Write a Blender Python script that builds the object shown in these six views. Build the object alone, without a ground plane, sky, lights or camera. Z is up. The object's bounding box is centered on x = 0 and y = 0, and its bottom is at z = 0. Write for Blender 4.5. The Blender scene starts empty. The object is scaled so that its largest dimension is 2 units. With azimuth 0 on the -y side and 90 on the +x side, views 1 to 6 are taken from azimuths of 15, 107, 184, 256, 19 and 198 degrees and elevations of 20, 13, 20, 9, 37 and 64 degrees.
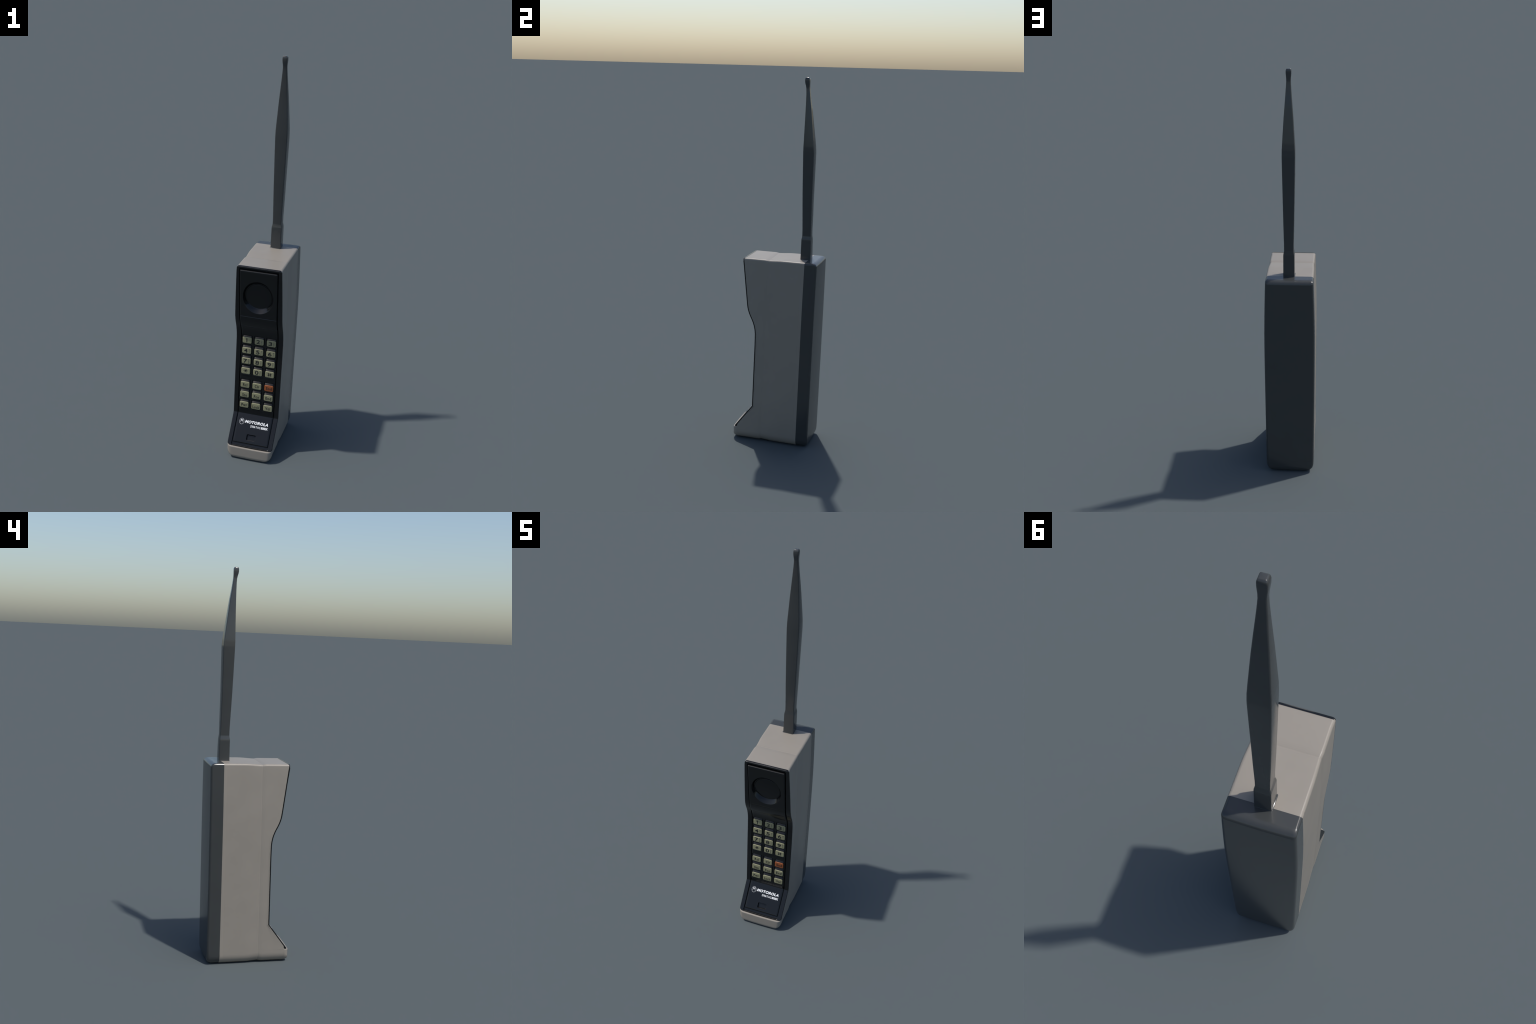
# Early hand-held "brick" cellular telephone: beige two-part casing, dark battery pack on the
# back, glossy black face with earpiece, keypad and mouthpiece foot, flat paddle antenna.
import bpy, math
import numpy as np
from mathutils import Matrix, Vector

# ----------------------------------------------------------------------------- materials
def plastic(name, colour, rough=0.5, spec=0.5, coat=0.0, coat_rough=0.1, grain=0.02, bump=0.0, scale=9.0):
    """Moulded plastic: a base colour with a faint mottling and optional fine bump."""
    m = bpy.data.materials.new(name)
    m.use_nodes = True
    nt = m.node_tree
    b = nt.nodes["Principled BSDF"]
    b.inputs["Roughness"].default_value = rough
    b.inputs["Specular IOR Level"].default_value = spec
    b.inputs["Coat Weight"].default_value = coat
    b.inputs["Coat Roughness"].default_value = coat_rough
    tc = nt.nodes.new("ShaderNodeTexCoord")
    no = nt.nodes.new("ShaderNodeTexNoise")
    no.inputs["Scale"].default_value = scale
    no.inputs["Detail"].default_value = 3.0
    nt.links.new(tc.outputs["Object"], no.inputs["Vector"])
    ramp = nt.nodes.new("ShaderNodeValToRGB")
    for e, k, p in zip(ramp.color_ramp.elements, (1 - grain, 1 + grain), (0.35, 0.65)):
        e.position = p
        e.color = (*[c * k for c in colour], 1)
    nt.links.new(no.outputs["Fac"], ramp.inputs["Fac"])
    nt.links.new(ramp.outputs["Color"], b.inputs["Base Color"])
    if bump:
        fine = nt.nodes.new("ShaderNodeTexNoise")
        fine.inputs["Scale"].default_value = 900
        nt.links.new(tc.outputs["Object"], fine.inputs["Vector"])
        bp = nt.nodes.new("ShaderNodeBump")
        bp.inputs["Strength"].default_value = bump
        bp.inputs["Distance"].default_value = 0.0004
        nt.links.new(fine.outputs["Fac"], bp.inputs["Height"])
        nt.links.new(bp.outputs["Normal"], b.inputs["Normal"])
    return m

BEIGE = plastic("beige_plastic", (0.264, 0.238, 0.204), rough=0.40, spec=0.32, grain=0.02)
GREY = plastic("dark_grey_plastic", (0.044, 0.047, 0.047), rough=0.20, spec=0.5, grain=0.02)
ANTENNA = plastic("antenna_rubber", (0.045, 0.048, 0.048), rough=0.18, spec=0.5, grain=0.03)
BLACK = plastic("gloss_black_plastic", (0.006, 0.0065, 0.007), rough=0.16, spec=0.42, grain=0.03)
KEYBODY = plastic("key_body_plastic", (0.006, 0.0065, 0.007), rough=0.14, spec=0.42, grain=0.03)
CAP = plastic("key_cap_ivory", (0.262, 0.252, 0.148), rough=0.35, spec=0.45, grain=0.06, scale=30)
CAP_RED = plastic("key_cap_orange_red", (0.28, 0.080, 0.024), rough=0.35, spec=0.45, grain=0.04, scale=30)
INK = plastic("legend_ink", (0.010, 0.010, 0.011), rough=0.5, grain=0.0)
SMALL_INK = plastic("small_legend_ink", (0.055, 0.055, 0.05), rough=0.5, grain=0.0)
WHITE = plastic("white_lettering", (0.85, 0.85, 0.85), rough=0.5, grain=0.0)

# ----------------------------------------------------------------------------- helpers
COLL = bpy.context.scene.collection

root = bpy.data.objects.new("brick_phone", None)
root["label"] = "tall beige brick mobile phone with black keypad and antenna"
root["category"] = "mobile phone"
COLL.objects.link(root)

def add(name, mesh, mat, parent=None, matrix=None):
    o = bpy.data.objects.new(name, mesh)
    if mat is not None:
        mesh.materials.clear()
        mesh.materials.append(mat)
    COLL.objects.link(o)
    o.parent = parent or root
    if matrix is not None:
        o.matrix_local = matrix
    return o

def mesh_from(name, verts, faces, angle=None):
    me = bpy.data.meshes.new(name)
    me.from_pydata([tuple(v) for v in verts], [], faces)
    me.validate()
    me.shade_smooth()
    if angle is not None:
        me.set_sharp_from_angle(angle=math.radians(angle))
    return me

def area_normals(verts, faces):
    """Area weighted vertex normals: large flats stay flat, the bevels take the turn."""
    v = np.array(verts)
    n = np.zeros_like(v)
    for f in faces:
        p = v[list(f)]
        a = np.zeros(3)
        for i in range(1, len(f) - 1):
            a += np.cross(p[i] - p[0], p[i + 1] - p[0])
        for i in f:
            n[i] += a
    l = np.linalg.norm(n, axis=1)
    l[l == 0] = 1
    return n / l[:, None]

def interp(x, table):
    xs, ys = zip(*table)
    return float(np.interp(x, xs, ys))

def smooth(t):
    t = min(1.0, max(0.0, t))
    return t * t * (3 - 2 * t)

# ----------------------------------------------------------------------------- face path
def half_width(z):
    """Half width of the body; it is slightly barrel shaped up the height."""
    return interp(z, [(0.0, .1183), (.1, .1186), (.3, .1196), (.5, .1205), (.68, .1206), (.76, .1201),
                      (.84, .1185), (.92, .1163), (1.0, .1137), (1.045, .1119)])

# side view of the face (y, z), from the top of the earpiece down to the foot; radius of each bend
CORNERS = [((-.1832, 1.0402), 0), ((-.1495, .752), .20), ((-.1050, .662), .20), ((-.1055, .560), .5),
           ((-.1130, .2045), .004), ((-.2158, .0682), 0)]

def face_path():
    pts = []
    for i, (p, r) in enumerate(CORNERS):
        p = np.array(p)
        if r == 0:
            pts.append(p)
            continue
        a, b = np.array(CORNERS[i - 1][0]) - p, np.array(CORNERS[i + 1][0]) - p
        la, lb = np.linalg.norm(a), np.linalg.norm(b)
        a, b = a / la, b / lb
        half = math.acos(np.clip(a @ b, -1, 1)) / 2
        t = min(r / math.tan(half), .48 * la, .48 * lb)
        for k in np.linspace(0, 1, 13):
            pts.append((1 - k) ** 2 * (p + a * t) + 2 * k * (1 - k) * p + k ** 2 * (p + b * t))
    return np.array(pts)

PATH = face_path()
SEG = np.r_[0, np.cumsum(np.linalg.norm(np.diff(PATH, axis=0), axis=1))]
LENGTH = SEG[-1]

def on_path(s):
    return np.array([np.interp(s, SEG, PATH[:, 0]), np.interp(s, SEG, PATH[:, 1])])

def path_frame(s, d=.0008):
    a, b = on_path(max(0, s - d)), on_path(min(LENGTH, s + d))
    t = (b - a) / np.linalg.norm(b - a)
    return on_path(s), t, np.array([t[1], -t[0]])        # point, tangent (down), outward normal

def s_at(z):
    return float(np.interp(-z, -PATH[:, 1], SEG))

def face_point(s, x, h):
    p, t, n = path_frame(s)
    return (x, p[0] + n[0] * h, p[1] + n[1] * h)

def front_y(z, h):
    """y of the face at height z, moved h along its normal."""
    p, t, n = path_frame(s_at(z))
    return p[0] + h / (n[0] if abs(n[0]) > .3 else -.3)

# ----------------------------------------------------------------------------- body casing
Z_TOP = 1.0424
def seam_y(z):    return -.060 + .020 * z
def split_y(z):   return .1425 + .0150 * z
def back_y(z):    return .2082 + .0152 * z

def groove(y, z):
    """0..1 depth of the shallow valley that runs around the body along the casing seam."""
    d = y - seam_y(z)
    line = .30 * max(0, 1 - abs(d) / .0024)
    return line + (1 - smooth(d / .085) if d > 0 else .45 + .55 * (1 - smooth(-d / .022)))

def groove_line(y, z):
    return max(0, 1 - abs(y - (split_y(z) - .0175)) / .0022)

NF = 8
CROWN = .0018                        # front and back bulge a little towards the middle
def half_section(z, w, yf, yb, rf, rb, w_side):
    """Half outline of the body at height z: front centre -> front corner -> side -> back centre."""
    P = []
    for k in range(NF):
        P.append(((w - rf) * k / NF, yf - CROWN * (1 - (k / NF) ** 2)))
    for k in range(6):
        a = math.pi / 2 * k / 5
        P.append((w - rf + rf * math.sin(a), yf + rf - rf * math.cos(a)))
    ys, yp = seam_y(z), split_y(z)
    y0, y1 = yf + rf, ys - .024
    ylist = [y0 + (y1 - y0) * k / 4 for k in (1, 2, 3, 4)]
    ylist += [ys + d for d in (-.016, -.010, -.005, -.002, 0, .0025, .007, .015, .03, .05, .07, .087)]
    ylist += [yp - .0175 + d for d in (-.0022, 0, .0022)] + [yp]
    n_split = len(P) + len(ylist) - 1
    n_seam = len(P) + 4 + 4
    y2 = yb - rb
    ylist += [yp + (y2 - yp) * k / 3 for k in (1, 2)]
    for y in ylist:
        P.append((w - .0030 * groove(y, z) * w_side - .0012 * groove_line(y, z), y))
    for k in range(7):
        a = math.pi / 2 * k / 6
        P.append((w - rb + rb * math.cos(a), yb - rb + rb * math.sin(a)))
    for k in range(NF - 1, -1, -1):
        P.append(((w - rb) * k / NF, yb + CROWN * (1 - (k / NF) ** 2)))
    return P, n_seam, n_split

def column_weights(n):
    """How much each column belongs to the back face (1) or the front face (-1), 0 for the side."""
    wt = []
    for j in range(n):
        if j < NF: wt.append(-1.0)
        elif j < NF + 6: wt.append(-1 + (j - NF) / 5)
        elif j >= n - NF: wt.append(1.0)
        elif j >= n - NF - 7: wt.append((j - (n - NF - 7)) / 6)
        else: wt.append(0.0)
    return wt

def casing():
    rows = []                                     # each row: list of (x, y, z)
    LIP_Y, LIP_Z = -.2232, .0655
    def bottom(y):
        return interp(y, [(-.2, .0008), (.16, 0.0)]) + .0028 * max(0, groove(y, 0) - .45) / .55
    def top(y):
        return Z_TOP - .0045 * groove(y, 1.0) - .0004 * groove_line(y, 1.0)
    # bottom edge: wide soft rounding at the sides, tighter at front and back
    for a in np.radians([0, 12, 24, 36, 48, 60, 70, 80, 90]):
        c, s_ = 1 - math.sin(a), 1 - math.cos(a)   # inset runs with c, rise with s_
        w = half_width(.05) - .036 * c
        P, i1, i2 = half_section(.03, w, LIP_Y + .014 * c, back_y(.03) - .022 * c, .024, .016, 1.0)
        row = []
        for (x, y), wt in zip(P, column_weights(len(P))):
            rz = (.050 * (1 - abs(wt)) + (.032 if wt > 0 else .020) * abs(wt))
            row.append((x, y, bottom(y) + rz * s_))
        rows.append(row)
    levels = [(.0605, LIP_Y, .024), (.0640, LIP_Y + .0004, .024), (.0658, LIP_Y + .0018, .024), (LIP_Z, LIP_Y + .0045, .024),
              (LIP_Z + .0004, LIP_Y + .0090, .020)]
    for z, yf, rf in levels:
        P, *_ = half_section(z, half_width(z), yf, back_y(z), rf, .013, 1.0)
        rows.append([(x, y, z) for x, y in P])
    zs = [.072, .078, .085, .10, .13, .16, .185, .197, .202, .206, .212, .23, .27, .33, .40, .47, .54, .60, .63]
    zs += list(np.arange(.65, .78, .01)) + [.80, .84, .88, .92, .96, .99, 1.008]
    for z in zs:
        rf = interp(z, [(.068, .016), (.085, .004)])
        P, *_ = half_section(z, half_width(z), front_y(z, -.0045), back_y(z), rf, .012, 1.0)
        rows.append([(x, y, z) for x, y in P])
    yf_top = front_y(1.035, -.0045)
    for a in np.radians([0, 15, 30, 45, 60, 75, 90]):
        c, s_ = 1 - math.cos(a), 1 - math.sin(a)
        z = 1.03
        P, *_ = half_section(z, half_width(1.03) - .011 * c, yf_top, back_y(z) - .024 * c, .004, .012, 1 - .3 * c)
        row = []
        for (x, y), wt in zip(P, column_weights(len(P))):
            rz = .011 * (1 - max(0, wt)) + .021 * max(0, wt)
            row.append((x, y, top(y) - rz * s_))
        rows.append(row)
    n = len(rows[0])
    verts, faces, tags = [], [], []
    # ring index: right half columns 0..n-1, then left half (mirror) without the two centre columns
    m = 2 * n - 2
    for row in rows:
        verts += row + [(-x, y, z) for x, y, z in row[n - 2:0:-1]]
    col = [min(i, m - i) for i in range(m)]       # half-outline column of each ring vertex
    n_front_open = NF
    def tag(c0, c1):
        c = min(c0, c1)
        return 0 if c < i1 else (1 if c < i2 else 2)
    first_open = 9 + len(levels) - 1
    for r in range(len(rows) - 1):
        for i in range(m):
            j = (i + 1) % m
            if r >= first_open and max(col[i], col[j]) <= NF:
                continue                           # the black face closes the casing here
            faces.append((r * m + i, r * m + j, (r + 1) * m + j, (r + 1) * m + i))
            tags.append(tag(col[i], col[j]))
    # caps: strips from right to left between matching columns
    for r, up in ((0, False), (len(rows) - 1, True)):
        lines = []
        base = r * m
        front = [base + c for c in range(NF, 0, -1)] + [base] + [base + m - c for c in range(1, NF + 1)]
        lines.append((NF, front))
        for c in range(NF + 1, n - 1 - NF):
            R, L = base + c, base + m - c
            line = [R]
            for k in range(NF - 1, -NF, -1):
                f = k / NF
                x, y, z = verts[R]
                verts.append((x * f, y, z))
                line.append(len(verts) - 1)
            line.append(L)
            lines.append((c, line))
        back = [base + c for c in range(n - 1 - NF, n - 1)] + [base + n - 1] + [base + m - c for c in range(n - 2, n - 2 - NF, -1)]
        lines.append((n - 1 - NF, back))
        for (ca, A), (cb, B) in zip(lines, lines[1:]):
            for k in range(2 * NF):
                q = (A[k], A[k + 1], B[k + 1], B[k])
                faces.append(q[::-1] if up else q)
                tags.append(tag(ca, cb))
    v = np.array(verts)
    nrm = area_normals(v, faces)
    # make sure the orientation is outward
    probe = faces[len(rows) * m // 2]
    p = v[list(probe)]
    g = np.cross(p[1] - p[0], p[2] - p[0])
    if g @ (p.mean(0) - np.array([0, 0, p.mean(0)[2]])) < 0:
        faces = [f[::-1] for f in faces]
        nrm = -nrm
    # cap orientation follows the side walls; fix any face whose normal disagrees with its vertices
    for t, name, mat in ((0, "front_casing", BEIGE), (1, "rear_casing", BEIGE), (2, "battery_pack", GREY)):
        sel = [f for f, k in zip(faces, tags) if k == t]
        used = sorted({i for f in sel for i in f})
        idx = {i: k for k, i in enumerate(used)}
        me = mesh_from(name, v[used], [tuple(idx[i] for i in f) for f in sel])
        me.normals_split_custom_set_from_vertices([tuple(nrm[i]) for i in used])
        add(name, me, mat)

casing()

# ----------------------------------------------------------------------------- black face
def rounded_rect(u, v, hu, hv, r):
    """Signed distance (positive inside) to a rounded rectangle with half sizes hu, hv."""
    qx, qy = abs(u) - hu + r, abs(v) - hv + r
    return r - (math.hypot(max(qx, 0), max(qy, 0)) + min(max(qx, qy), 0))

def edge_drop(d, r, depth=None):
    """Height lost at distance d inside a rounded (elliptic) edge r wide and depth high."""
    depth = depth or r
    if d >= r: return 0.0
    if d <= 0: return depth
    return depth * (1 - math.sqrt(1 - (1 - d / r) ** 2))

def spaced(a, b, step, edge=0.0, fine=.0008):
    """Values from a to b, finer near both ends."""
    if edge:
        n = max(2, int(edge / fine))
        lo = list(np.linspace(a, a + edge, n)); hi = list(np.linspace(b - edge, b, n))
        return lo[:-1] + list(np.linspace(lo[-1], hi[0], max(2, int((hi[0] - lo[-1]) / step) + 1))) + hi[1:]
    return list(np.linspace(a, b, max(2, int((b - a) / step) + 1)))

def sheet(name, ss, us, half, height, mat, skirt=-.012, keep=None, angle=50):
    """A relief on the face: rows along the path (ss), columns across (us, -1..1 of half(s))."""
    verts, faces = [], []
    frames = [path_frame(s) for s in ss]
    ns, nu = len(ss), len(us)
    for s, (p, t, n) in zip(ss, frames):
        hw = half(s)
        for u in us:
            x = u * hw
            h = height(s, x)
            verts.append((x, p[0] + n[0] * h, p[1] + n[1] * h))
    for i in range(ns - 1):
        for j in range(nu - 1):
            if keep and not keep(.5 * (ss[i] + ss[i + 1]), .5 * (us[j] + us[j + 1]) * half(ss[i])):
                continue
            a = i * nu + j
            faces.append((a, a + nu, a + nu + 1, a + 1))
    ring = [j for j in range(nu)] + [i * nu + nu - 1 for i in range(1, ns)] + \
           [(ns - 1) * nu + j for j in range(nu - 2, -1, -1)] + [i * nu for i in range(ns - 2, 0, -1)]
    base = len(verts)
    for k in ring:
        i, j = divmod(k, nu)
        p, t, n = frames[i]
        verts.append((us[j] * half(ss[i]), p[0] + n[0] * skirt, p[1] + n[1] * skirt))
    for a in range(len(ring)):
        b = (a + 1) % len(ring)
        faces.append((ring[a], ring[b], base + b, base + a))
    return add(name, mesh_from(name, verts, faces, angle), mat)

PANEL_X = .0930                      # half width of the inner panels
INNER_X = .0965                      # inner edge of the frame
S_FRAME_TOP, S_PANEL_TOP = .0105, .0170
S_BEND = s_at(.7115)                 # gap between earpiece panel and keypad panel
S_FOOT = s_at(.2045)                 # ridge between keypad panel and mouthpiece
S_PANEL_END = LENGTH - .0195
S_FRAME_END = LENGTH - .0068

TOP_R, FOOT_R = .012, .016           # corner radii of the black frame
def frame_half(s):
    """Half width of the frame; it turns in at the rounded corners."""
    r, d = (TOP_R, s) if s < LENGTH / 2 else (FOOT_R, LENGTH - s)
    turn = 0.0 if d >= r else r - math.sqrt(max(0, r * r - (r - d) ** 2))
    return half_width(on_path(s)[1]) - .0004 - turn

def frame_height(s, x):
    hw = half_width(on_path(s)[1]) - .0004
    d_out = max(0.0, rounded_rect(x, s - LENGTH / 2, hw, LENGTH / 2, TOP_R if s < LENGTH / 2 else FOOT_R))
    d_in = -rounded_rect(x, s - (S_FRAME_TOP + S_FRAME_END) / 2, INNER_X, (S_FRAME_END - S_FRAME_TOP) / 2, .004)
    if d_in < 0: return -.0085
    return -max(edge_drop(d_out, .0048 if s < .02 else .0030), edge_drop(d_in, .0040 if s > LENGTH - .02 else .0018))

def frame():
    ss = spaced(0, .024, .0008) + spaced(.026, LENGTH - .036, .006) + spaced(LENGTH - .034, LENGTH, .0008)
    for b in (S_FOOT, S_BEND):
        ss = [s for s in ss if abs(s - b) > .006] + list(np.arange(b - .0055, b + .0056, .0011))
    ss = sorted(ss)
    right = [0, .3, .6, .74] + list(np.linspace(.765, 1.0, 48))
    us = [-u for u in right[:0:-1]] + right
    keep = lambda s, x: not (abs(x) < PANEL_X - .004 and S_PANEL_TOP + .006 < s < S_PANEL_END - .006)
    sheet("face_frame", ss, us, frame_half, frame_height, BLACK, skirt=-.0105, keep=keep)

frame()

def panel_drop(s, x, s0, s1, r_edge, round_start, round_end, corner=.005):
    a = s0 if round_start else s0 - .05
    b = s1 if round_end else s1 + .05
    d = rounded_rect(x, s - (a + b) / 2, PANEL_X, (b - a) / 2, corner)
    return edge_drop(d, r_edge, .0042) if d > -.0002 else .010

# --- earpiece: panel with a dished opening and the speaker disc inside
EAR_Z = .8835
EAR_S = s_at(EAR_Z)
EAR_DEPTH = .0195
S_FOLD = s_at(.772)                  # crease where the earpiece panel folds towards the keypad
def ear_rise(s):
    """The earpiece panel stands proud of the frame; it runs down to the keypad in a flat chin."""
    return interp(s, [(S_PANEL_TOP, .0085), (S_FOLD - .0022, .0064), (S_FOLD, .0048), (S_FOLD + .0022, .0066), (S_BEND - .003, .0066), (S_BEND, .0058)])
def ear_relief(s, x):
    u, v = x + .0015, -(s - EAR_S)            # v upward along the panel
    r = math.hypot(u, v)
    if r < 1e-6: return -EAR_DEPTH
    cu, cv = u / r, v / r
    r_out = 1 / math.sqrt((cu / .0765) ** 2 + (cv / .0890) ** 2)
    r_in = .0695
    if cv < 0: r_in = .0695 - .001 * abs(cv)
    t = (r_out - r) / (r_out - r_in)
    if t <= 0: return 0.0
    return -EAR_DEPTH * min(1, t if t > .15 else t * t / .3 + .075 * (t / .15))

def ear_height(s, x):
    h = -panel_drop(s, x, S_PANEL_TOP, S_BEND - .0012, .0070, True, False)
    return h + ear_rise(s) + ear_relief(s, x)

ss = spaced(S_PANEL_TOP, S_BEND - .0012, .0014, edge=.006)
us = spaced(-1, 1, .0013 / PANEL_X, edge=.07, fine=.008)
sheet("earpiece_panel", ss, us, lambda s: PANEL_X, ear_height, BLACK, skirt=-.012)

def disc_mesh(r, thick, edge):
    prof = [(0, thick)] + [(r - edge + edge * math.sin(a), thick - edge + edge * math.cos(a)) for a in np.linspace(0, math.pi / 2, 5)] + [(r, -.002)]
    N = 72
    verts, faces = [(0, 0, thick)], []
    for rr, h in prof[1:]:
        verts += [(rr * math.cos(2 * math.pi * k / N), rr * math.sin(2 * math.pi * k / N), h) for k in range(N)]
    for k in range(N):
        faces.append((0, 1 + k, 1 + (k + 1) % N))
    for i in range(len(prof) - 2):
        for k in range(N):
            a, b = 1 + i * N + k, 1 + i * N + (k + 1) % N
            faces.append((a, a + N, b + N, b))
    return mesh_from("earpiece_disc", verts, faces, 50)

def face_matrix(s, x, h):
    p, t, n = path_frame(s)
    M = Matrix(((1, 0, 0, x), (0, -t[0], n[0], p[0] + n[0] * h), (0, -t[1], n[1], p[1] + n[1] * h), (0, 0, 0, 1)))
    return M

add("earpiece_disc", disc_mesh(.0655, .0035, .0016), BLACK, matrix=face_matrix(EAR_S + .0005, -.0015, ear_rise(EAR_S) - EAR_DEPTH))

# --- keypad: panel with a shallow well around each key
KEY_X = (-.0622, .0002, .0628)
KEY_Z = (.6215, .5640, .5062, .4505, .3725, .3170, .2580)
KEY_W, KEY_H = .0468, .0345
KEY_S = [s_at(z) for z in KEY_Z]

def keypad_height(s, x):
    h = .0034 * smooth((S_FOOT - s) / .03) - .0055 * (1 - smooth((s - S_BEND - .0030) / .0020)) - panel_drop(s, x, S_BEND + .0012, S_FOOT, .0090, False, False)
    for ks in KEY_S:
        if abs(s - ks + .005) < .034:
            for kx in KEY_X:
                d = rounded_rect(x - kx, s - ks + .0050, KEY_W / 2 + .0034, KEY_H / 2 + .0088, .006)
                if d > 0:
                    h -= .0036 * smooth(d / .0022)
    return h

ss = spaced(S_BEND + .0012, S_FOOT, .0016)
us = spaced(-1, 1, .0015 / PANEL_X, edge=.07, fine=.008)
sheet("keypad_panel", ss, us, lambda s: PANEL_X, keypad_height, BLACK, skirt=-.009)

def loft(outline_rings, cap=True):
    n = len(outline_rings[0])
    verts = [p for ring in outline_rings for p in ring]
    faces = []
    for r in range(len(outline_rings) - 1):
        for i in range(n):
            j = (i + 1) % n
            faces.append((r * n + i, r * n + j, (r + 1) * n + j, (r + 1) * n + i))
    if cap:
        faces.append(tuple(range(n))[::-1])
        faces.append(tuple((len(outline_rings) - 1) * n + i for i in range(n)))
    return verts, faces

def rr_outline(hx, hy, r, k=5, cy=0.0):
    P = []
    for q, (sx, sy) in enumerate(((1, 1), (-1, 1), (-1, -1), (1, -1))):
        for i in range(k + 1):
            a = math.pi / 2 * (q + i / k)
            P.append((sx * (hx - r) + r * math.cos(a), cy + sy * (hy - r) + r * math.sin(a)))
    return P

def key_body_mesh():
    """Dark key: flat front, small rounded edges and a long sloping upper flank."""
    rings = []
    hx, top, bot = KEY_W / 2, KEY_H / 2, -KEY_H / 2 - .0006
    for h, grow_top, inset in ((-.0060, .0116, 0), (-.0016, .0112, 0), (-.0008, .0106, .0001), (.0046, .0036, .0003), (.0056, .0030, .0009), (.0061, .0022, .0020), (.0063, .0005, .0040)):
        t, b = top + grow_top, bot + inset
        rings.append([(x, y, h) for x, y in rr_outline(hx + .0004 - inset, (t - b) / 2, .0045, 4, (t + b) / 2)])
    return mesh_from("key", *loft(rings), 40)

def key_cap_mesh():
    rings = []
    for h, inset in ((.0035, 0), (.0063, 0), (.0074, .0004), (.0082, .0014), (.0086, .0030), (.00880, .0060), (.00885, .0100)):
        rings.append([(x, y, h) for x, y in rr_outline(KEY_W / 2 - inset, KEY_H / 2 - inset, max(.0012, .0068 - inset), 5)])
    return mesh_from("key_cap", *loft(rings), 60)

KEY_MESH, CAP_MESH, CAP_RED_MESH = key_body_mesh(), key_cap_mesh(), key_cap_mesh()
KEY_MESH.materials.append(KEYBODY); CAP_MESH.materials.append(CAP); CAP_RED_MESH.materials.append(CAP_RED)

def text_mesh(body, size, sx=1.0, bold=0.0, shear=0.0, depth=.0004, spacing=1.0):
    """Lettering in the built-in font, centred on its own middle, as a thin raised print."""
    cu = bpy.data.curves.new("lettering", "FONT")
    cu.body, cu.size, cu.shear, cu.offset, cu.extrude = body, size, shear, bold, depth
    cu.space_character = spacing
    cu.resolution_u = 4
    o = bpy.data.objects.new("lettering_helper", cu)
    COLL.objects.link(o)
    bpy.context.view_layer.update()
    me = bpy.data.meshes.new_from_object(o.evaluated_get(bpy.context.evaluated_depsgraph_get()))
    bpy.data.objects.remove(o)
    bpy.data.curves.remove(cu)
    co = np.array([v.co for v in me.vertices])
    lo, hi = co.min(0), co.max(0)
    co = (co - (lo + hi) / 2) * (sx, 1, 1)
    me.vertices.foreach_set("co", co.ravel())
    me.name = "lettering"
    me.update()
    return me

def fit_text(body, width, height, **kw):
    """Lettering stretched to an exact width and height."""
    me = text_mesh(body, height * 1.3, **kw)
    co = np.array([v.co for v in me.vertices])
    ext = co.max(0) - co.min(0)
    co *= (width / ext[0], height / ext[1], 1)
    me.vertices.foreach_set("co", co.ravel())
    me.update()
    return me

DIGITS = ("1", "2", "3", "4", "5", "6", "7", "8", "9", "*", "0", "#")
LETTERS = ("", "ABC", "DEF", "GHI", "JKL", "MNO", "PRS", "TUV", "WXY", "", "OPR", "")
WORDS = ("Rcl", "Clr", "Snd", "Sto", "Fcn", "End", "Pwr", "Lock", "Vol")
WORD_W = (.0225, .0225, .030, .0245, .0275, .030, .0300, .0350, .0255)

def bars_mesh(bars):
    """Joined rounded bars (cx, cy, length, width, angle) for the star and hash signs."""
    verts, faces = [], []
    for cx, cy, l, w, a in bars:
        ca, sa = math.cos(a), math.sin(a)
        rings = [[(cx + x * ca - y * sa, cy + x * sa + y * ca, z) for x, y in rr_outline(l / 2, w / 2, w * .3, 2)] for z in (-.0004, .0004)]
        v, f = loft(rings)
        faces += [tuple(i + len(verts) for i in q) for q in f]
        verts += v
    return mesh_from("legend", verts, faces, 30)

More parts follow.
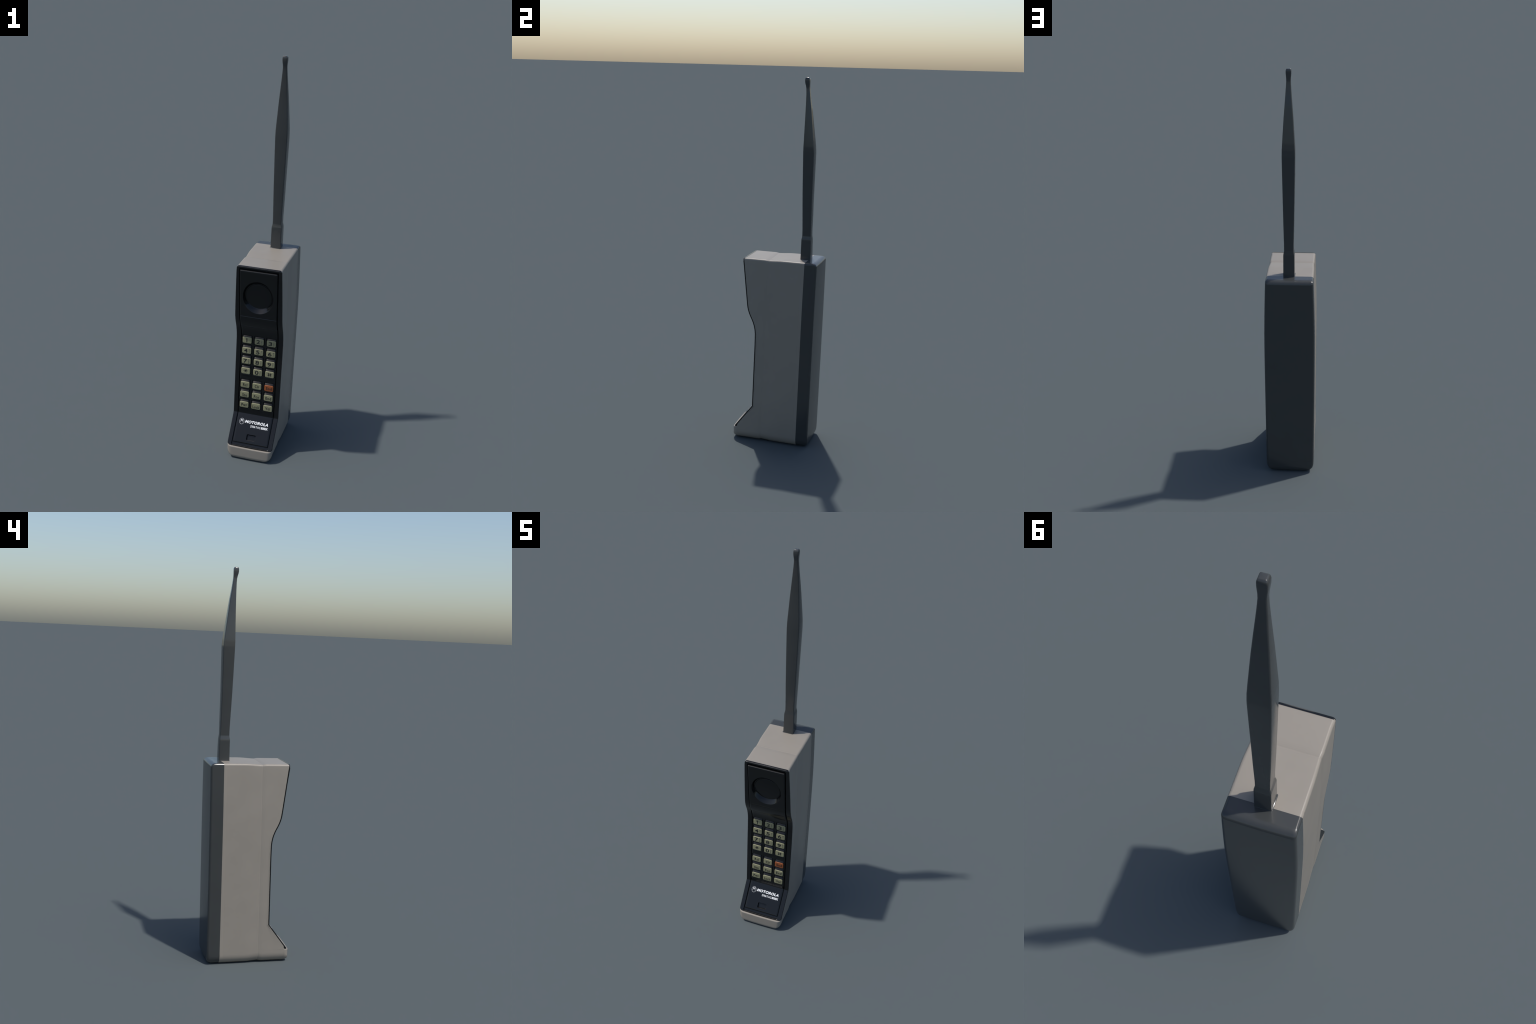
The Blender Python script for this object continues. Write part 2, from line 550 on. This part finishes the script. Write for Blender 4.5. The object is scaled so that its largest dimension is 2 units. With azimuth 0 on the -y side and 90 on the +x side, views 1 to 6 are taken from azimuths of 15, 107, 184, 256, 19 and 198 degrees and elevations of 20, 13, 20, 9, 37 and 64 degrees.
def build_keys():
    for row in range(7):
        for c in range(3):
            k = row * 3 + c
            M = face_matrix(KEY_S[row], KEY_X[c], 0)
            key = add("key", KEY_MESH, None, matrix=M)
            red = row == 4 and c == 2
            add("key_cap", CAP_RED_MESH if red else CAP_MESH, None, parent=key)
            top = .0087
            if row < 4:
                d = DIGITS[k]
                if d == "*":
                    me = bars_mesh([(0, 0, .0230, .0028, 0), (0, 0, .0205, .0028, math.radians(60)), (0, 0, .0205, .0028, math.radians(120))])
                elif d == "1":
                    me = bars_mesh([(.0010, 0, .0215, .0042, math.radians(90)), (-.0028, .0066, .0072, .0032, math.radians(24))])
                elif d == "#":
                    me = bars_mesh([(0, .0045, .0205, .0030, 0), (0, -.0042, .0205, .0030, 0), (-.0047, 0, .0190, .0033, math.radians(86)), (.0047, 0, .0190, .0033, math.radians(86))])
                else:
                    me = fit_text(d, .0185, .0215, bold=.0005)
                x0 = 0.0 if not LETTERS[k] else -.0045
                add("legend", me, INK, parent=key, matrix=Matrix.Translation((x0 if d != "1" else -.002, .0002 if d != "*" else .0015, top + .00015)))
                for i, ch in enumerate(LETTERS[k]):
                    lm = fit_text(ch, .0052 if ch != "I" else .0014, .0058, bold=.0001)
                    add("letter_legend", lm, SMALL_INK, parent=key, matrix=Matrix.Translation((.0135, .0082 - .0082 * i, top + .0001)))
            else:
                i = k - 12
                me = fit_text(WORDS[i], WORD_W[i], .0158, bold=.0005, spacing=1.2)
                low = WORDS[i] in ("Sto", "Fcn", "Lock")
                add("legend", me, INK, parent=key, matrix=Matrix.Translation((.001, -.0030 if low else -.0005, top + .00015)))

build_keys()

# --- mouthpiece panel on the foot: lettering, emblem and a small slot
SLOT_S, SLOT_HW, SLOT_HH = s_at(.1102), .0240, .0142
SLOT_X = -.001
def foot_height(s, x):
    h = -panel_drop(s, x, S_FOOT, S_PANEL_END, .0090, False, True)
    d = rounded_rect(x - SLOT_X, s - SLOT_S, SLOT_HW, SLOT_HH, .005)
    if d > 0:
        h -= .0120 * smooth(d / .0022)
    return h

ss = spaced(S_FOOT, S_PANEL_END, .0011, edge=.007)
us = spaced(-1, 1, .0013 / PANEL_X, edge=.07, fine=.008)
sheet("mouthpiece_panel", ss, us, lambda s: PANEL_X, foot_height, BLACK, skirt=-.009)

def foot_place(x, z, h=.0002):
    return face_matrix(s_at(z), x, h)

add("lettering", fit_text("MOTOROLA", .1230, .0150, bold=.0008, shear=.22, spacing=1.12), WHITE, matrix=foot_place(.0135, .1722))
add("lettering", fit_text("DYNA T\u00b7A\u00b7C", .0520, .0115, bold=.0003), WHITE, matrix=foot_place(.0115, .1556))
add("lettering", fit_text("8000X", .0360, .0122, bold=.0005), WHITE, matrix=foot_place(.0585, .1556))

def emblem_mesh():
    """Thin ring around a two-peaked mark."""
    verts, faces = [], []
    N = 48
    r0, r1 = .0147, .0155
    for z in (-.0003, .0003):
        for r in (r0, r1):
            verts += [(.80 * r * math.cos(2 * math.pi * k / N), r * math.sin(2 * math.pi * k / N), z) for k in range(N)]
    for k in range(N):
        j = (k + 1) % N
        faces.append((2 * N + k, 3 * N + k, 3 * N + j, 2 * N + j))
        faces.append((N + k, N + j, 3 * N + j, 3 * N + k))
        faces.append((k, 2 * N + k, 2 * N + j, j))
    for sgn in (-1, 1):
        peak = [(.0, -.0010), (.0012, -.0010), (.0036, .0068), (.0062, -.0062), (.0072, -.0090), (.0052, .0092), (.0024, .0092)]
        b = len(verts)
        for z in (-.0003, .0003):
            verts += [(sgn * x, y + .0012, z) for x, y in peak]
        n = len(peak)
        top = tuple(b + n + i for i in range(n))
        faces.append(top if sgn < 0 else top[::-1])
    return mesh_from("emblem", verts, faces, 30)

add("emblem", emblem_mesh(), WHITE, matrix=foot_place(-.0648, .1705))

# ----------------------------------------------------------------------------- antenna
ANT_X = .0035
# height, half width in x, front y, back y
BLADE = [(1.030, .0265, .1130, .1682), (1.050, .0264, .1132, .1680), (1.100, .0262, .1138, .1676), (1.145, .0260, .1144, .1670),
         (1.153, .0255, .1149, .1666), (1.165, .0230, .1170, .1650), (1.170, .0223, .1176, .1645), (1.20, .0224, .1176, .1642),
         (1.30, .0248, .1158, .1652), (1.40, .0266, .1138, .1662), (1.50, .0284, .1120, .1672), (1.58, .0296, .1108, .1682),
         (1.615, .0300, .1102, .1684), (1.645, .0296, .1104, .1662), (1.675, .0280, .1110, .1632), (1.73, .0248, .1116, .1564),
         (1.785, .0215, .1122, .1496), (1.84, .0174, .1124, .1428), (1.89, .0137, .1122, .1350), (1.925, .0112, .1114, .1306),
         (1.945, .0100, .1102, .1284), (1.958, .0104, .1076, .1278), (1.968, .0115, .1046, .1276), (1.978, .0123, .1030, .1276),
         (1.988, .0124, .1026, .1274)]

def antenna():
    rings = []
    zs = sorted(set([b[0] for b in BLADE] + list(np.arange(1.05, 1.98, .015))))
    tab = np.array(BLADE)
    def ring(z, inset=0.0, zz=None):
        hx, y0, y1 = (np.interp(z, tab[:, 0], tab[:, k]) for k in (1, 2, 3))
        lean = .0014 * smooth((z - 1.2) / .2)
        y0, y1 = y0 - lean, y1 - lean
        r = min(.0042, .38 * hx, .38 * (y1 - y0) / 2 + .001)
        return [(ANT_X + x, y, zz or z) for x, y in rr_outline(hx - inset, (y1 - y0) / 2 - inset, max(.0012, r - inset * .5), 4, (y0 + y1) / 2)]
    for z in zs:
        if z <= 1.988:
            rings.append(ring(z))
    for a in np.radians([20, 40, 60, 78, 90]):
        rings.append(ring(1.988, .0062 * (1 - math.cos(a)), 1.988 + .012 * math.sin(a)))
    add("antenna", mesh_from("antenna", *loft(rings), 60), ANTENNA)
    collar = [[(ANT_X - .0018 + x, y, z) for x, y in rr_outline(.0275 - i, .0285 - i, .004, 4, .1402)] for z, i in ((1.030, 0), (1.0432, 0), (1.0440, .0008))]
    add("antenna_collar", mesh_from("antenna_collar", *loft(collar), 40), GREY)

antenna()
